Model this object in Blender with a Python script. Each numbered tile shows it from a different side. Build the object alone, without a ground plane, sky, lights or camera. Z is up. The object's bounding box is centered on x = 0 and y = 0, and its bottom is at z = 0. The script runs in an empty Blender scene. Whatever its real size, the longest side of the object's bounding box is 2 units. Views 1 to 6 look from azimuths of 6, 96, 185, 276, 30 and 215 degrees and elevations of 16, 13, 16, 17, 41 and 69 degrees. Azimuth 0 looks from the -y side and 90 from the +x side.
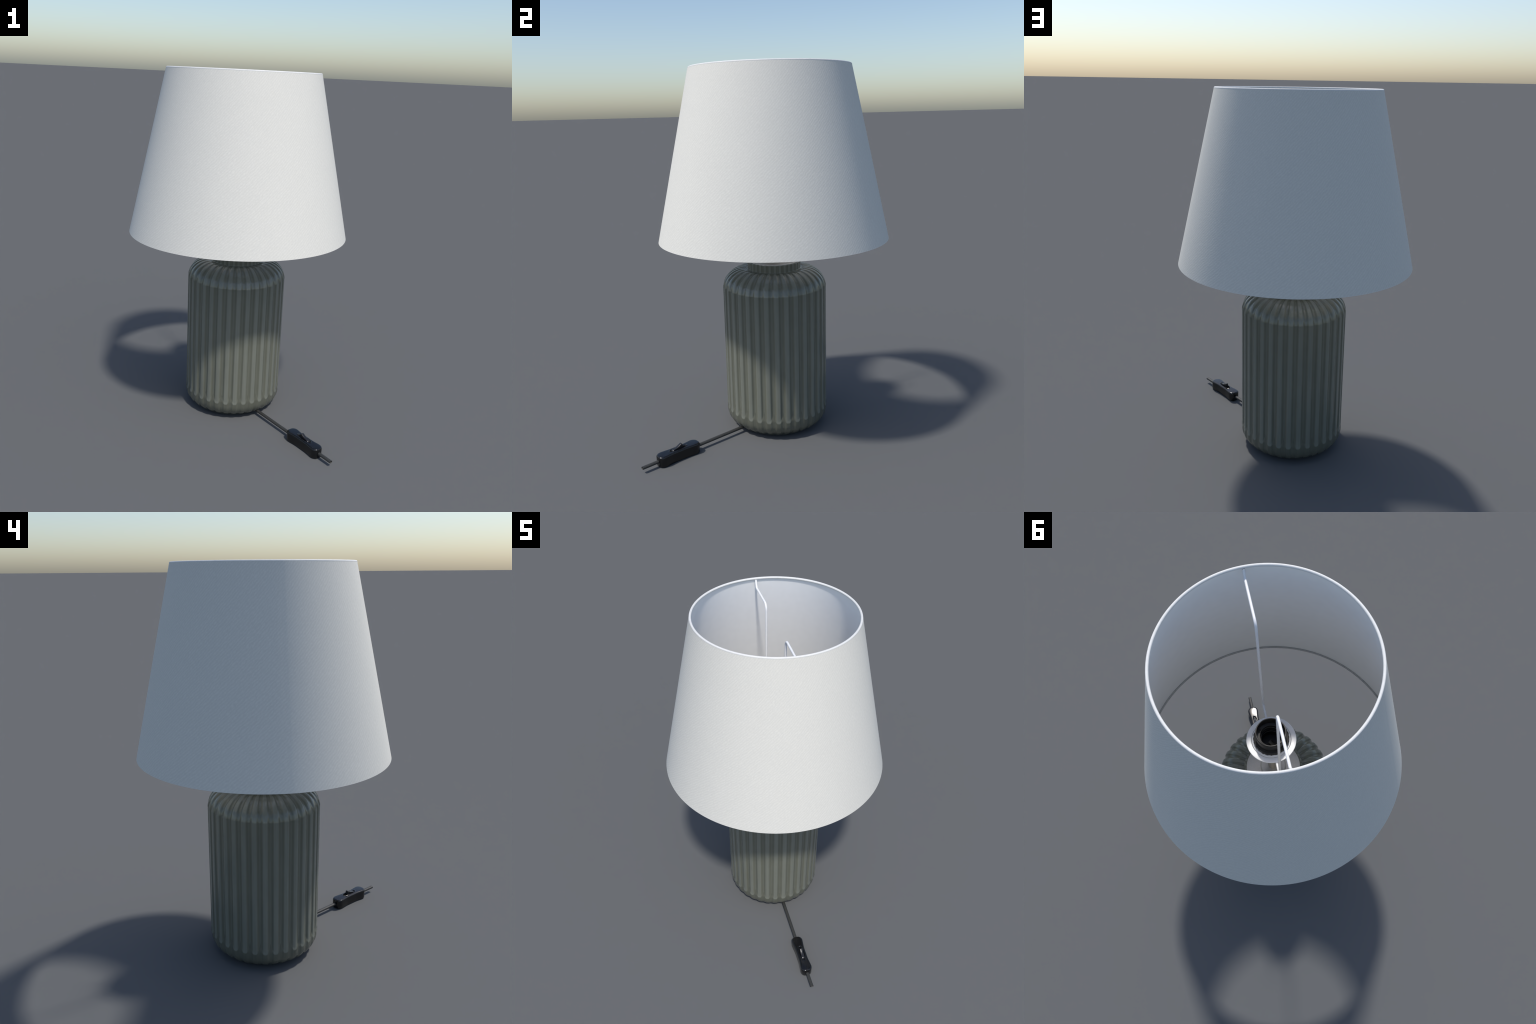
"""Table lamp: ribbed grey-green glazed jar base, white fabric cone shade on a wire
carrier, black bulb socket, and a short flat cord with an inline rocker switch."""
import bpy, math
from mathutils import Vector

AX, AY = -0.0055, 0.0057           # lamp axis in the world frame
TAU = 2 * math.pi

# ---------------------------------------------------------------- helpers
def new_empty(name, loc):
    e = bpy.data.objects.new(name, None)
    e.empty_display_size = 0.1
    bpy.context.scene.collection.objects.link(e)
    e.location = loc
    return e

def add_mesh(name, verts, faces, mat, parent, smooth_angle=40):
    me = bpy.data.meshes.new(name)
    me.from_pydata(verts, [], faces)
    me.update()
    me.materials.append(mat)
    for p in me.polygons:
        p.use_smooth = True
    if smooth_angle is not None:
        me.set_sharp_from_angle(angle=math.radians(smooth_angle))
    ob = bpy.data.objects.new(name, me)
    bpy.context.scene.collection.objects.link(ob)
    ob.parent = parent
    return ob

def lathe(profile, seg, radial=None, closed=False):
    """Revolve (r, z) points round z. radial(theta, i, r, z) may return (dr, dz)."""
    verts, faces = [], []
    n = len(profile)
    for j in range(seg):
        t = TAU * j / seg
        c, s = math.cos(t), math.sin(t)
        for i, (r, z) in enumerate(profile):
            if radial:
                dr, dz = radial(t, i, r, z)
                r, z = r + dr, z + dz
            verts.append((r * c, r * s, z))
    m = n if closed else n - 1
    for j in range(seg):
        k = (j + 1) % seg
        for i in range(m):
            i2 = (i + 1) % n
            faces.append((j * n + i, k * n + i, k * n + i2, j * n + i2))
    return verts, faces

def fillet(pts, radii, steps=5):
    """Round the inner corners of a 2D or 3D polyline."""
    out = [Vector(pts[0])]
    for i in range(1, len(pts) - 1):
        p, a, b = Vector(pts[i]), Vector(pts[i - 1]), Vector(pts[i + 1])
        r = radii if isinstance(radii, (int, float)) else radii[i]
        d = min(r, (a - p).length * .49, (b - p).length * .49)
        s, e = p + (a - p).normalized() * d, p + (b - p).normalized() * d
        for k in range(steps + 1):
            u = k / steps
            out.append(s * (1 - u) ** 2 + p * (2 * u * (1 - u)) + e * u ** 2)
    out.append(Vector(pts[-1]))
    return out

def sweep(path, section, cap=True):
    """Sweep a closed 2D section (side, up) along a 3D path."""
    path = [Vector(p) for p in path]
    verts, faces = [], []
    m = len(section)
    prev = None
    for i, p in enumerate(path):
        t = (path[min(i + 1, len(path) - 1)] - path[max(i - 1, 0)]).normalized()
        if prev is None:
            ref = Vector((0, 0, 1)) if abs(t.z) < .9 else Vector((1, 0, 0))
            side = t.cross(ref).normalized()
        else:
            side = (prev - t * prev.dot(t)).normalized()
        prev = side
        up = side.cross(t)
        for a, b in section:
            verts.append(tuple(p + side * a + up * b))
    for i in range(len(path) - 1):
        for j in range(m):
            k = (j + 1) % m
            faces.append((i * m + j, i * m + k, (i + 1) * m + k, (i + 1) * m + j))
    if cap:
        faces.append(tuple(range(m))[::-1])
        faces.append(tuple(range((len(path) - 1) * m, len(path) * m)))
    return verts, faces

def ring_section(rx, ry, n=14, power=1.0):
    pts = []
    for k in range(n):
        a = TAU * k / n
        c, s = math.cos(a), math.sin(a)
        pts.append((rx * math.copysign(abs(c) ** power, c), ry * math.copysign(abs(s) ** power, s)))
    return pts

def smoothstep(a, b, x):
    t = max(0.0, min(1.0, (x - a) / (b - a)))
    return t * t * (3 - 2 * t)

RIBS, RIB_PHASE = 34, math.radians(6.4)        # number of ribs, angle of the first
RIB_DEPTH = 0.0066                             # crest to channel
TIP_Z, TIP_RISE = 0.1045, 0.0016               # where ribs end above the foot

# ---------------------------------------------------------------- materials
class Mat:
    def __init__(self, name, color, rough, metal=0.0, spec=0.5, coat=0.0):
        self.m = bpy.data.materials.new(name)
        self.m.use_nodes = True
        self.t = self.m.node_tree
        self.b = self.t.nodes["Principled BSDF"]
        self.b.inputs["Base Color"].default_value = (*color, 1)
        self.b.inputs["Roughness"].default_value = rough
        self.b.inputs["Metallic"].default_value = metal
        self.b.inputs["Specular IOR Level"].default_value = spec
        self.b.inputs["Coat Weight"].default_value = coat
        self.b.inputs["Coat Roughness"].default_value = 0.08

    def n(self, kind, **kw):
        nd = self.t.nodes.new(kind)
        for k, v in kw.items():
            setattr(nd, k, v)
        return nd

    def link(self, a, b):
        self.t.links.new(a, b)

    def math(self, op, a, b=None, c=None):
        nd = self.n("ShaderNodeMath", operation=op)
        for i, v in enumerate((a, b, c)):
            if v is None:
                continue
            if isinstance(v, (int, float)):
                nd.inputs[i].default_value = v
            else:
                self.link(v, nd.inputs[i])
        return nd.outputs[0]

    def xyz(self):
        tc = self.n("ShaderNodeTexCoord")
        sp = self.n("ShaderNodeSeparateXYZ")
        self.link(tc.outputs["Object"], sp.inputs[0])
        return sp.outputs

    def combine(self, *v):
        cb = self.n("ShaderNodeCombineXYZ")
        for i, x in enumerate(v):
            if isinstance(x, (int, float)):
                cb.inputs[i].default_value = x
            else:
                self.link(x, cb.inputs[i])
        return cb.outputs[0]

    def noise(self, vec, scale=1.0, detail=2.0, rough=0.5):
        nz = self.n("ShaderNodeTexNoise")
        nz.inputs["Scale"].default_value = scale
        nz.inputs["Detail"].default_value = detail
        nz.inputs["Roughness"].default_value = rough
        self.link(vec, nz.inputs["Vector"])
        return nz.outputs["Fac"]

    def ramp(self, fac, stops):
        r = self.n("ShaderNodeValToRGB")
        el = r.color_ramp.elements
        while len(el) < len(stops):
            el.new(0.5)
        for e, (pos, col) in zip(el, stops):
            e.position = pos
            e.color = (*col, 1)
        self.link(fac, r.inputs[0])
        return r.outputs[0]

    def bump(self, height, strength, dist):
        b = self.n("ShaderNodeBump")
        b.inputs["Strength"].default_value = strength
        b.inputs["Distance"].default_value = dist
        self.link(height, b.inputs["Height"])
        self.link(b.outputs[0], self.b.inputs["Normal"])

    def color(self, sock):
        self.link(sock, self.b.inputs["Base Color"])

def fabric_material():
    """White linen-cotton: diagonal slubs on cylindrical coordinates."""
    m = Mat("shade_fabric", (.74, .74, .72), .85, spec=.2)
    x, y, z = m.xyz()
    s = m.math("MULTIPLY", m.math("ARCTAN2", y, x), .53)
    across = m.math("SUBTRACT", s, z)
    along = m.math("ADD", s, z)
    # twill diagonals 16 mm apart, wandering and broken up into short slubs
    wander = m.noise(m.combine(m.math("MULTIPLY", across, 45), m.math("MULTIPLY", along, 22), 0), 1, 2, .5)
    broken = m.noise(m.combine(m.math("MULTIPLY", across, 120), m.math("MULTIPLY", along, 62), 5.0), 1, 1.5, .5)
    phase = m.math("MULTIPLY_ADD", across, 393.0, m.math("MULTIPLY", wander, 9.0))
    line = m.math("MULTIPLY_ADD", m.math("SINE", phase), .5, .5)
    slub = m.math("MULTIPLY_ADD", m.math("MULTIPLY", line, broken), .8, m.math("MULTIPLY", broken, .6))
    weave = m.noise(m.combine(m.math("MULTIPLY", s, 210), m.math("MULTIPLY", z, 210), 3.0), 1, 1, .5)
    cloud = m.noise(m.combine(m.math("MULTIPLY", s, 9), m.math("MULTIPLY", z, 9), 7.0), 1, 2, .5)
    mix = m.math("MULTIPLY_ADD", slub, .8, m.math("MULTIPLY", weave, .2))
    tone = m.math("MULTIPLY_ADD", cloud, .12, m.math("MULTIPLY", mix, .88))
    m.color(m.ramp(tone, [(.2, (.632, .620, .574)), (.8, (.714, .701, .650))]))
    m.bump(slub, .055, .004)
    return m.m

def lining_material():
    m = Mat("shade_lining", (.84, .84, .83), .5, spec=.3)
    x, y, z = m.xyz()
    s = m.math("MULTIPLY", m.math("ARCTAN2", y, x), .53)
    f = m.noise(m.combine(m.math("MULTIPLY", s, 20), m.math("MULTIPLY", z, 20), 0), 1, 2, .5)
    m.color(m.ramp(f, [(.3, (.93, .93, .915)), (.7, (.95, .95, .935))]))
    return m.m

def trim_material():
    m = Mat("shade_trim_tape", (.80, .80, .79), .6, spec=.3)
    x, y, z = m.xyz()
    f = m.noise(m.combine(m.math("MULTIPLY", x, 60), m.math("MULTIPLY", y, 60), m.math("MULTIPLY", z, 60)), 1, 2, .5)
    m.color(m.ramp(f, [(.3, (.66, .66, .645)), (.7, (.70, .70, .685))]))
    return m.m

def glaze_material():
    """Grey-green glossy glaze with fine vertical drawn streaks."""
    m = Mat("ribbed_glaze", (.16, .175, .155), .11, spec=.5, coat=0.0)
    x, y, z = m.xyz()
    streak = m.noise(m.combine(m.math("MULTIPLY", x, 150), m.math("MULTIPLY", y, 150), m.math("MULTIPLY", z, 2.5)), 1, 3, .55)
    mottle = m.noise(m.combine(m.math("MULTIPLY", x, 22), m.math("MULTIPLY", y, 22), m.math("MULTIPLY", z, 9)), 1, 3, .6)
    tone = m.math("MULTIPLY_ADD", streak, .6, m.math("MULTIPLY", mottle, .4))
    # paler stripe down the crown of each rib, with a round end above the foot
    turn = m.math("MULTIPLY", m.math("SUBTRACT", m.math("ARCTAN2", y, x), RIB_PHASE), RIBS / TAU)
    f = m.math("MULTIPLY", m.math("ABSOLUTE", m.math("SUBTRACT", m.math("FRACT", m.math("ADD", turn, 40.5)), .5)), 2.0)
    f = m.math("ADD", f, m.math("MULTIPLY", m.math("SUBTRACT", streak, .5), .22))
    crown = m.n("ShaderNodeMapRange", interpolation_type="SMOOTHSTEP")
    m.link(f, crown.inputs[0])
    for k, val in zip((1, 2, 3, 4), (.28, .66, 1.0, 0.0)):
        crown.inputs[k].default_value = val
    tip_z = m.math("MULTIPLY_ADD", m.math("POWER", m.math("MULTIPLY", f, 1.7), 3.0), .013, TIP_Z - .002)
    above = m.n("ShaderNodeMapRange", interpolation_type="SMOOTHSTEP")
    m.link(m.math("SUBTRACT", z, tip_z), above.inputs[0])
    for k, val in zip((1, 2, 3, 4), (-.003, .005, 0.0, 1.0)):
        above.inputs[k].default_value = val
    floor = m.n("ShaderNodeMapRange", interpolation_type="SMOOTHSTEP")  # rib shading tinted into the mask: channel floor lightened, flanks left dark
    m.link(f, floor.inputs[0])
    for k, val in zip((1, 2, 3, 4), (.72, .92, 0.0, .30)):
        floor.inputs[k].default_value = val
    mask = m.math("MULTIPLY", m.math("ADD", crown.outputs[0], floor.outputs[0]), above.outputs[0])
    deep = m.ramp(tone, [(.3, (.112, .115, .088)), (.7, (.138, .142, .110))])
    pale = m.ramp(tone, [(.3, (.160, .167, .138)), (.7, (.198, .206, .172))])
    mix = m.n("ShaderNodeMix", data_type="RGBA")
    m.link(mask, mix.inputs[0])
    foot = m.ramp(tone, [(.3, (.098, .101, .078)), (.7, (.120, .123, .097))])  # darkened glaze colour, painting in the shade of the down-turned foot band
    body = m.n("ShaderNodeMix", data_type="RGBA")
    m.link(above.outputs[0], body.inputs[0])
    m.link(foot, body.inputs[6])
    m.link(deep, body.inputs[7])
    m.link(body.outputs[2], mix.inputs[6])
    m.link(pale, mix.inputs[7])
    m.color(mix.outputs[2])
    m.bump(streak, .18, .004)
    return m.m

def simple(name, color, rough, metal=0.0, spec=.5, coat=0.0, grain=60, spread=.08, bump=0.0):
    m = Mat(name, color, rough, metal, spec, coat)
    tc = m.n("ShaderNodeTexCoord")
    f = m.noise(tc.outputs["Object"], grain, 3, .6)
    lo = tuple(c * (1 - spread) for c in color)
    hi = tuple(min(1, c * (1 + spread)) for c in color)
    m.color(m.ramp(f, [(.3, lo), (.7, hi)]))
    if bump:
        m.bump(f, bump, .002)
    return m.m

FABRIC, LINING, TRIM, GLAZE = fabric_material(), lining_material(), trim_material(), glaze_material()
WHITE = simple("white_lacquered_steel", (.82, .82, .82), .35, spread=.02)
NICKEL = simple("brushed_nickel", (.56, .53, .49), .38, metal=1.0, spread=.05, grain=120)
BRASS_GREY = simple("stem_metal", (.50, .46, .40), .35, metal=1.0, spread=.05)
BAKELITE = simple("black_socket_plastic", (.016, .015, .014), .5, spec=.35, spread=.15)
CORD = simple("cord_rubber", (.028, .028, .026), .6, spread=.12, grain=200, bump=.1)
SWITCH = simple("switch_plastic", (.006, .006, .0065), .12, spread=.15)
HOOP = simple("hoop_tape_grey", (.42, .42, .40), .6, spread=.05)
FELT = simple("foot_felt", (.035, .04, .037), .9, spread=.2, grain=300, bump=.3)

# ---------------------------------------------------------------- lamp
lamp = new_empty("table_lamp", (AX, AY, 0))
lamp["label"] = "table lamp with white cone shade and ribbed grey-green base"
lamp["category"] = "table lamp"

# ---- ribbed jar body --------------------------------------------------------


body_ctrl = [                                  # (radius at rib crest, height)
    (0.205, 0.0090), (0.2215, 0.0092), (0.2340, 0.0130), (0.2470, 0.0205), (0.2620, 0.0320),
    (0.2735, 0.0450), (0.2820, 0.0600), (0.2866, 0.0750), (0.2882, 0.0880), (0.2886, 0.0980), (0.2889, 0.1040), (0.2891, 0.1100),
    (0.2892, 0.1160), (0.2892, 0.1220), (0.2892, 0.13), (0.2892, 0.15),
    (0.2892, 0.30), (0.2892, 0.50), (0.2892, 0.70), (0.2892, 0.800), (0.2892, 0.8180), (0.2891, 0.8190), (0.2885, 0.8220), (0.2862, 0.8310),
    (0.2806, 0.8480), (0.2704, 0.8668), (0.2556, 0.8843), (0.2366, 0.8988), (0.2146, 0.9095),
    (0.1900, 0.9160), (0.1700, 0.9168), (0.1560, 0.9150)]

def catmull(pts, per=6):
    out = []
    n = len(pts)
    for i in range(n - 1):
        p0, p1, p2, p3 = (Vector(pts[max(0, min(n - 1, i + k))]) for k in (-1, 0, 1, 2))
        # chord-length tangents keep long straight runs from overshooting
        d = (p2 - p1).length
        t1 = (p2 - p0) / max(1e-6, (p2 - p1).length + (p1 - p0).length) * d
        t2 = (p3 - p1) / max(1e-6, (p3 - p2).length + (p2 - p1).length) * d
        for k in range(per):
            u = k / per
            h = (2*u**3 - 3*u**2 + 1, u**3 - 2*u**2 + u, -2*u**3 + 3*u**2, u**3 - u**2)
            out.append(p1 * h[0] + t1 * h[1] + p2 * h[2] + t2 * h[3])
    out.append(Vector(pts[-1]))
    return [(p.x, p.y) for p in out]

body_prof = catmull(body_ctrl, 6)
# small step, upright neck, rounded lip, inner wall
neck = fillet([(0.1560, 0.915), (0.1490, 0.9165), (0.1490, 0.9555), (0.1375, 0.9555), (0.1375, 0.930)],
              [0, .002, .003, .003, 0], 3)
n_ribbed = len(body_prof)
body_prof += [(p.x, p.y) for p in neck[1:]]

def rib_coord(theta):
    """0 on a rib's centre line, 1 in the middle of the channel between two ribs."""
    f = ((theta - RIB_PHASE) * RIBS / TAU + .5) % 1.0 - .5
    return abs(f) * 2

def rib_drop(f):
    """Gently crowned rib, rounded shoulders, narrow channel (0 crest .. 1 channel floor)."""
    return .25 * min(1.0, f / .6) ** 2 + .75 * smoothstep(.36, .86, f)

def body_relief(t, i, r, z):
    if i == 0 or i >= len(body_prof) - 3:
        return 0.0, 0.0
    a, b = body_prof[max(0, i - 1)], body_prof[min(len(body_prof) - 1, i + 1)]
    tr, tz = b[0] - a[0], b[1] - a[1]
    l = math.hypot(tr, tz) or 1
    nr, nz = tz / l, -tr / l
    f = rib_coord(t)
    if i >= n_ribbed:
        d = -rib_drop(f) * .0014
    elif z < .2:
        # ribs end in rounded tips that scoop out to meet a plain rounded foot band
        tip = TIP_Z + .010 * min(1.0, f / .6) ** 3
        foot = 1 - smoothstep(tip - .003, tip + .014 + .030 * f * f, z)
        rib = -rib_drop(f) * RIB_DEPTH
        band = (TIP_RISE - rib_drop(f) * .0034) * smoothstep(.198, .245, r)
        d = rib * (1 - foot) + band * foot
    else:
        k = smoothstep(0.145, 0.26, r) * .75 + .25
        d = -rib_drop(f) * RIB_DEPTH * k
    return nr * d, nz * d

v, f = lathe(body_prof, RIBS * 22, body_relief)
body = add_mesh("ribbed_body", v, f, GLAZE, lamp, 75)

v, f = lathe([(0.0, 0.0), (0.2205, 0.0), (0.2225, 0.002), (0.2225, 0.0088), (0.2205, 0.0100), (0.0, 0.0100)], 96)
add_mesh("foot_pad", v, f, FELT, lamp, 40)

# ---- metal cap, collar and stem --------------------------------------------
v, f = lathe([(p.x, p.y) for p in fillet([(0.0005, 0.9500), (0.1370, 0.9500), (0.1370, 0.9580), (0.066, 0.9600), (0.0005, 0.9602)],
                                          [0, .001, .003, .001, 0], 4)], 96)
cap = add_mesh("neck_cap", v, f, NICKEL, lamp, 50)
v, f = lathe([(p.x, p.y) for p in fillet([(0.064, 0.9598), (0.064, 0.986), (0.060, 0.990), (0.0225, 0.991), (0.0005, 0.991)],
                                          [0, .003, .004, .002, 0], 4)], 72)
add_mesh("stem_collar", v, f, NICKEL, cap, 50)
v, f = lathe([(0.0250, 0.985), (0.0250, 1.24)], 36)
add_mesh("stem", v, f, BRASS_GREY, cap, None)

# ---- bulb socket ---------------------------------------------------------------
sock_prof = [(0.0240, 1.205), (0.045, 1.207), (0.058, 1.216), (0.0625, 1.235), (0.0640, 1.285), (0.0640, 1.318),
             (0.0690, 1.320), (0.0690, 1.338), (0.0680, 1.342), (0.0705, 1.346), (0.0705, 1.382), (0.0690, 1.386),
             (0.0655, 1.386), (0.0640, 1.383), (0.0640, 1.350), (0.0500, 1.348), (0.0485, 1.345), (0.0485, 1.250), (0.0005, 1.248)]
v, f = lathe(sock_prof, 72)
socket = add_mesh("bulb_socket", v, f, BAKELITE, lamp, 35)
# thin black plates on the socket's inner shelf, in place of cut notches
slot_mat = simple("slot_dark_plate", (.004, .004, .004), .8)
slot_mesh = None
for ang in (-170, 10):
    if slot_mesh is None:
        v, f = sweep([(.0515, 0, 1.3494), (.0615, 0, 1.3502)], ring_section(.0085, .0008, 8, .4))
        slot_mesh = add_mesh("socket_slot", v, f, slot_mat, socket, 30)
        slot = slot_mesh
    else:
        slot = slot_mesh.copy()
        bpy.context.scene.collection.objects.link(slot)
    slot.rotation_euler = (0, 0, math.radians(ang))
# screw thread turns inside the bore
thread = []
for k in range(3 * 48 + 1):
    a = TAU * k / 48
    thread.append((.0475 * math.cos(a), .0475 * math.sin(a), 1.275 + .062 * k / (3 * 48)))
v, f = sweep(thread, ring_section(.0022, .0022, 6))
add_mesh("socket_thread", v, f, simple("dark_thread_metal", (.05, .048, .045), .35, metal=.6), socket, 60)
v, f = sweep([(-.030, .004, 1.252), (-.006, .0, 1.262), (.012, -.002, 1.270)], ring_section(.010, .0015, 8, .6))
add_mesh("socket_contact", v, f, simple("contact_metal", (.10, .09, .07), .4, metal=.8), socket, 40)
# threaded clamp collar that pins the shade carrier
col_prof = [(0.0642, 1.306), (0.0800, 1.306), (0.0815, 1.308), (0.0815, 1.322), (0.0790, 1.326), (0.0740, 1.327), (0.0735, 1.334), (0.0642, 1.335)]
def knurl(t, i, r, z):
    return (0.0009 * math.copysign(1, math.sin(24 * t)) if r > .0795 else 0.0), 0.0
v, f = lathe(col_prof, 144, knurl)
add_mesh("socket_collar", v, f, BAKELITE, socket, 35)

# ---- wire shade carrier ---------------------------------------------------------
RZ = 1.302
v, f = lathe([(p.x, p.y) for p in fillet([(0.0915, RZ - .0035), (0.1150, RZ - .0035), (0.1150, RZ + .0015), (0.0915, RZ + .0015), (0.0915, RZ - .0035)],
                                          [0, .001, .002, .001, 0], 3)], 96)
carrier = add_mesh("carrier_ring", v, f, WHITE, lamp, 50)
v, f = lathe([(0.0645, RZ + .001), (0.0645, RZ + .004), (0.0885, RZ + .004), (0.0895, RZ + .003), (0.0895, RZ - .004), (0.0645, RZ - .004)], 96)
add_mesh("carrier_washer", v, f, WHITE, carrier, 50)

arm_path = fillet([(0.106, 0, RZ - .007), (0.125, 0, RZ - .007), (0.1895, 0, RZ - .006), (0.1895, 0, 1.952), (0.401, 0, 1.950), (0.4165, 0, 1.988)],
                  [0, .008, .02, .034, .014, 0], 6)
v, f = sweep(arm_path, ring_section(.0058, .0058, 12))
arm = add_mesh("carrier_arm", v, f, WHITE, carrier, 60)
arm.rotation_euler = (0, 0, math.radians(135))
arm2 = arm.copy()
arm2.rotation_euler = (0, 0, math.radians(-45.3))
bpy.context.scene.collection.objects.link(arm2)

# ---- shade -----------------------------------------------------------------------
ZB, ZT, RB, RT = 1.0888, 2.0000, 0.6290, 0.4268
WALL = 0.0045
SEAM = math.radians(-164)

def cone_r(z):
    return RB + (RT - RB) * (z - ZB) / (ZT - ZB)

rows = [ZB + (ZT - ZB - .005) * k / 40 for k in range(41)]
def overlap(t, i, r, z):
    """The cloth laps over itself by 2.5 cm at the side seam."""
    d = (t - SEAM + math.pi) % TAU - math.pi
    lap = smoothstep(-.006, 0, d) * (1 - smoothstep(.02, .5, d))
    return .0005 * lap, 0.0
v, f = lathe([(cone_r(z), z) for z in rows], 360, overlap)
shade = add_mesh("lampshade", v, f, FABRIC, lamp, 60)
v, f = lathe([(cone_r(z) - WALL, z) for z in rows][::-1], 240)
add_mesh("shade_lining", v, f, LINING, shade, 60)

def tape(zc, tube_r, offset, name, mat):
    """Fabric tape rolled over the hoop wire: flush with the cloth outside, proud inside."""
    r0 = cone_r(zc) - tube_r + offset
    pts = [(r0 + tube_r * math.cos(TAU * k / 18), zc + tube_r * math.sin(TAU * k / 18)) for k in range(18)]
    v, f = lathe(pts, 240, closed=True)
    return add_mesh(name, v, f, mat, shade, 80)

tape(ZT - .0062, .0062, .0004, "shade_trim", TRIM)
tape(ZB + .0025, .0050, -.0030, "shade_hoop", HOOP)

# ---- cord and switch (laid out along local +x, then turned to the corner) ----
TURN = math.radians(-45)
def lay(ob):
    ob.rotation_euler = (0, 0, TURN)
    ob.location = (-AX, -AY, 0)
    return ob

CZ = 0.0265
cord_sec = ring_section(.0097, .0076, 16, .85)
v, f = sweep([(.18, 0, CZ - .004), (.22, 0, CZ), (.40, 0, CZ), (.56, 0, CZ)], cord_sec)
cord = lay(add_mesh("power_cord", v, f, CORD, lamp, 50))
v, f = sweep([(.78, 0, CZ), (.82, 0, CZ), (.8875, 0, CZ)], cord_sec, cap=False)
for px, sc in ((.8882, .82), (.8872, .70), (.874, .66)):       # cut end: sheath wall and hollow core
    b0 = len(v) - 16
    v += [(px, -a * sc, CZ + b * sc) for a, b in cord_sec]
    f += [(b0 + j, b0 + (j + 1) % 16, b0 + 16 + (j + 1) % 16, b0 + 16 + j) for j in range(16)]
f.append(tuple(range(len(v) - 16, len(v))))
tail = add_mesh("power_cord", v, f, CORD, cord, 50)

S0, S1, SH = 0.552, 0.797, 0.0570              # switch body ends and height
def half_width(u):                             # u in -1..1, waisted outline
    return .0276 + .0062 * smoothstep(.25, .85, abs(u))

def switch_outline(inset, n=28):
    pts = []
    L = (S1 - S0) / 2
    rc = .030                                  # corner radius of the ends
    side = []
    for k in range(n + 1):
        x = -L + 2 * L * k / n
        w = half_width(x / L)
        e = L - abs(x)
        if e < rc:
            w = w - rc * (1 - math.sqrt(max(0, 1 - ((rc - e) / rc) ** 2))) * .80
        side.append((x, w))
    # denser sampling near the ends
    dense = []
    for k in range(61):
        a = math.pi * k / 60
        x = -L * math.cos(a)
        w = half_width(x / L)
        e = L - abs(x)
        if e < rc:
            w -= rc * (1 - math.sqrt(max(0, 1 - ((rc - e) / rc) ** 2))) * .80
        dense.append((x, max(w, .004)))
    sc = 1 - inset / L
    for x, w in dense:
        pts.append((x * sc, w - inset))
    for x, w in reversed(dense):
        pts.append((x * sc, -(w - inset)))
    return pts

mid = (S0 + S1) / 2
layers = [(.0035, 0.0), (.0010, .0012), (0, .004), (0, .0480), (.0006, .0515), (.0022, .0545), (.0046, .0562), (.0072, .0568), (.0085, SH)]
sv, sf = [], []
for inset, z in layers:
    sv += [(mid + x, y, z) for x, y in switch_outline(inset)]
m = len(switch_outline(0))
for i in range(len(layers) - 1):
    for j in range(m):
        k = (j + 1) % m
        sf.append((i * m + j, i * m + k, (i + 1) * m + k, (i + 1) * m + j))
sf.append(tuple(range(m))[::-1])
# top deck with a pointed-oval rocker well
WX, WY = .052, .0155
well = []
for x, y in switch_outline(0):
    a = math.atan2(y / WY, x / (WX * 1.2))
    c, s = math.cos(a), math.sin(a)
    well.append((.5e-3 + WX * math.copysign(abs(c) ** .9, c), WY * math.copysign(abs(s) ** 1.15, s)))
base = (len(layers) - 1) * m
lip = [(1.20, SH + .0001), (1.12, SH + .0001), (1.08, SH + .0012), (1.02, SH + .0016), (.97, SH + .0004), (.90, SH - .0075)]
for sc, z in lip:
    b2 = len(sv)
    sv += [(mid + x * sc, y * sc, z) for x, y in well]
    for j in range(m):
        k = (j + 1) % m
        sf.append((base + j, base + k, b2 + k, b2 + j))
    base = b2
sf.append(tuple(range(base, base + m)))
switch = lay(add_mesh("cord_switch", sv, sf, SWITCH, lamp, 50))

# rocker: a narrow wedge, raised at the lamp end, sloping down to the tail end
rk = fillet([(-.020, 0, 0), (-.0185, 0, .0300), (-.0135, 0, .0305), (.010, 0, .0175), (.034, 0, .0125), (.041, 0, .008), (.042, 0, 0)],
            [0, .004, .004, .012, .006, .003, 0], 4)
rv, rf = [], []
hw = .0088
for p in rk:
    for y, inset in ((-hw, .0), (-hw + .0022, .0008), (hw - .0022, .0008), (hw, .0)):
        rv.append((mid + p.x - .002, y, SH - .0080 + max(0, p.z - (.0016 if inset == 0 else 0))))
q = 4
for i in range(len(rk) - 1):
    for j in range(q - 1):
        rf.append((i * q + j, (i + 1) * q + j, (i + 1) * q + j + 1, i * q + j + 1))
rf.append(tuple(i * q for i in range(len(rk)))[::-1])
rf.append(tuple(i * q + q - 1 for i in range(len(rk))))
add_mesh("switch_rocker", rv, rf, simple("rocker_plastic", (.014, .014, .016), .3, spread=.1), switch, 35)
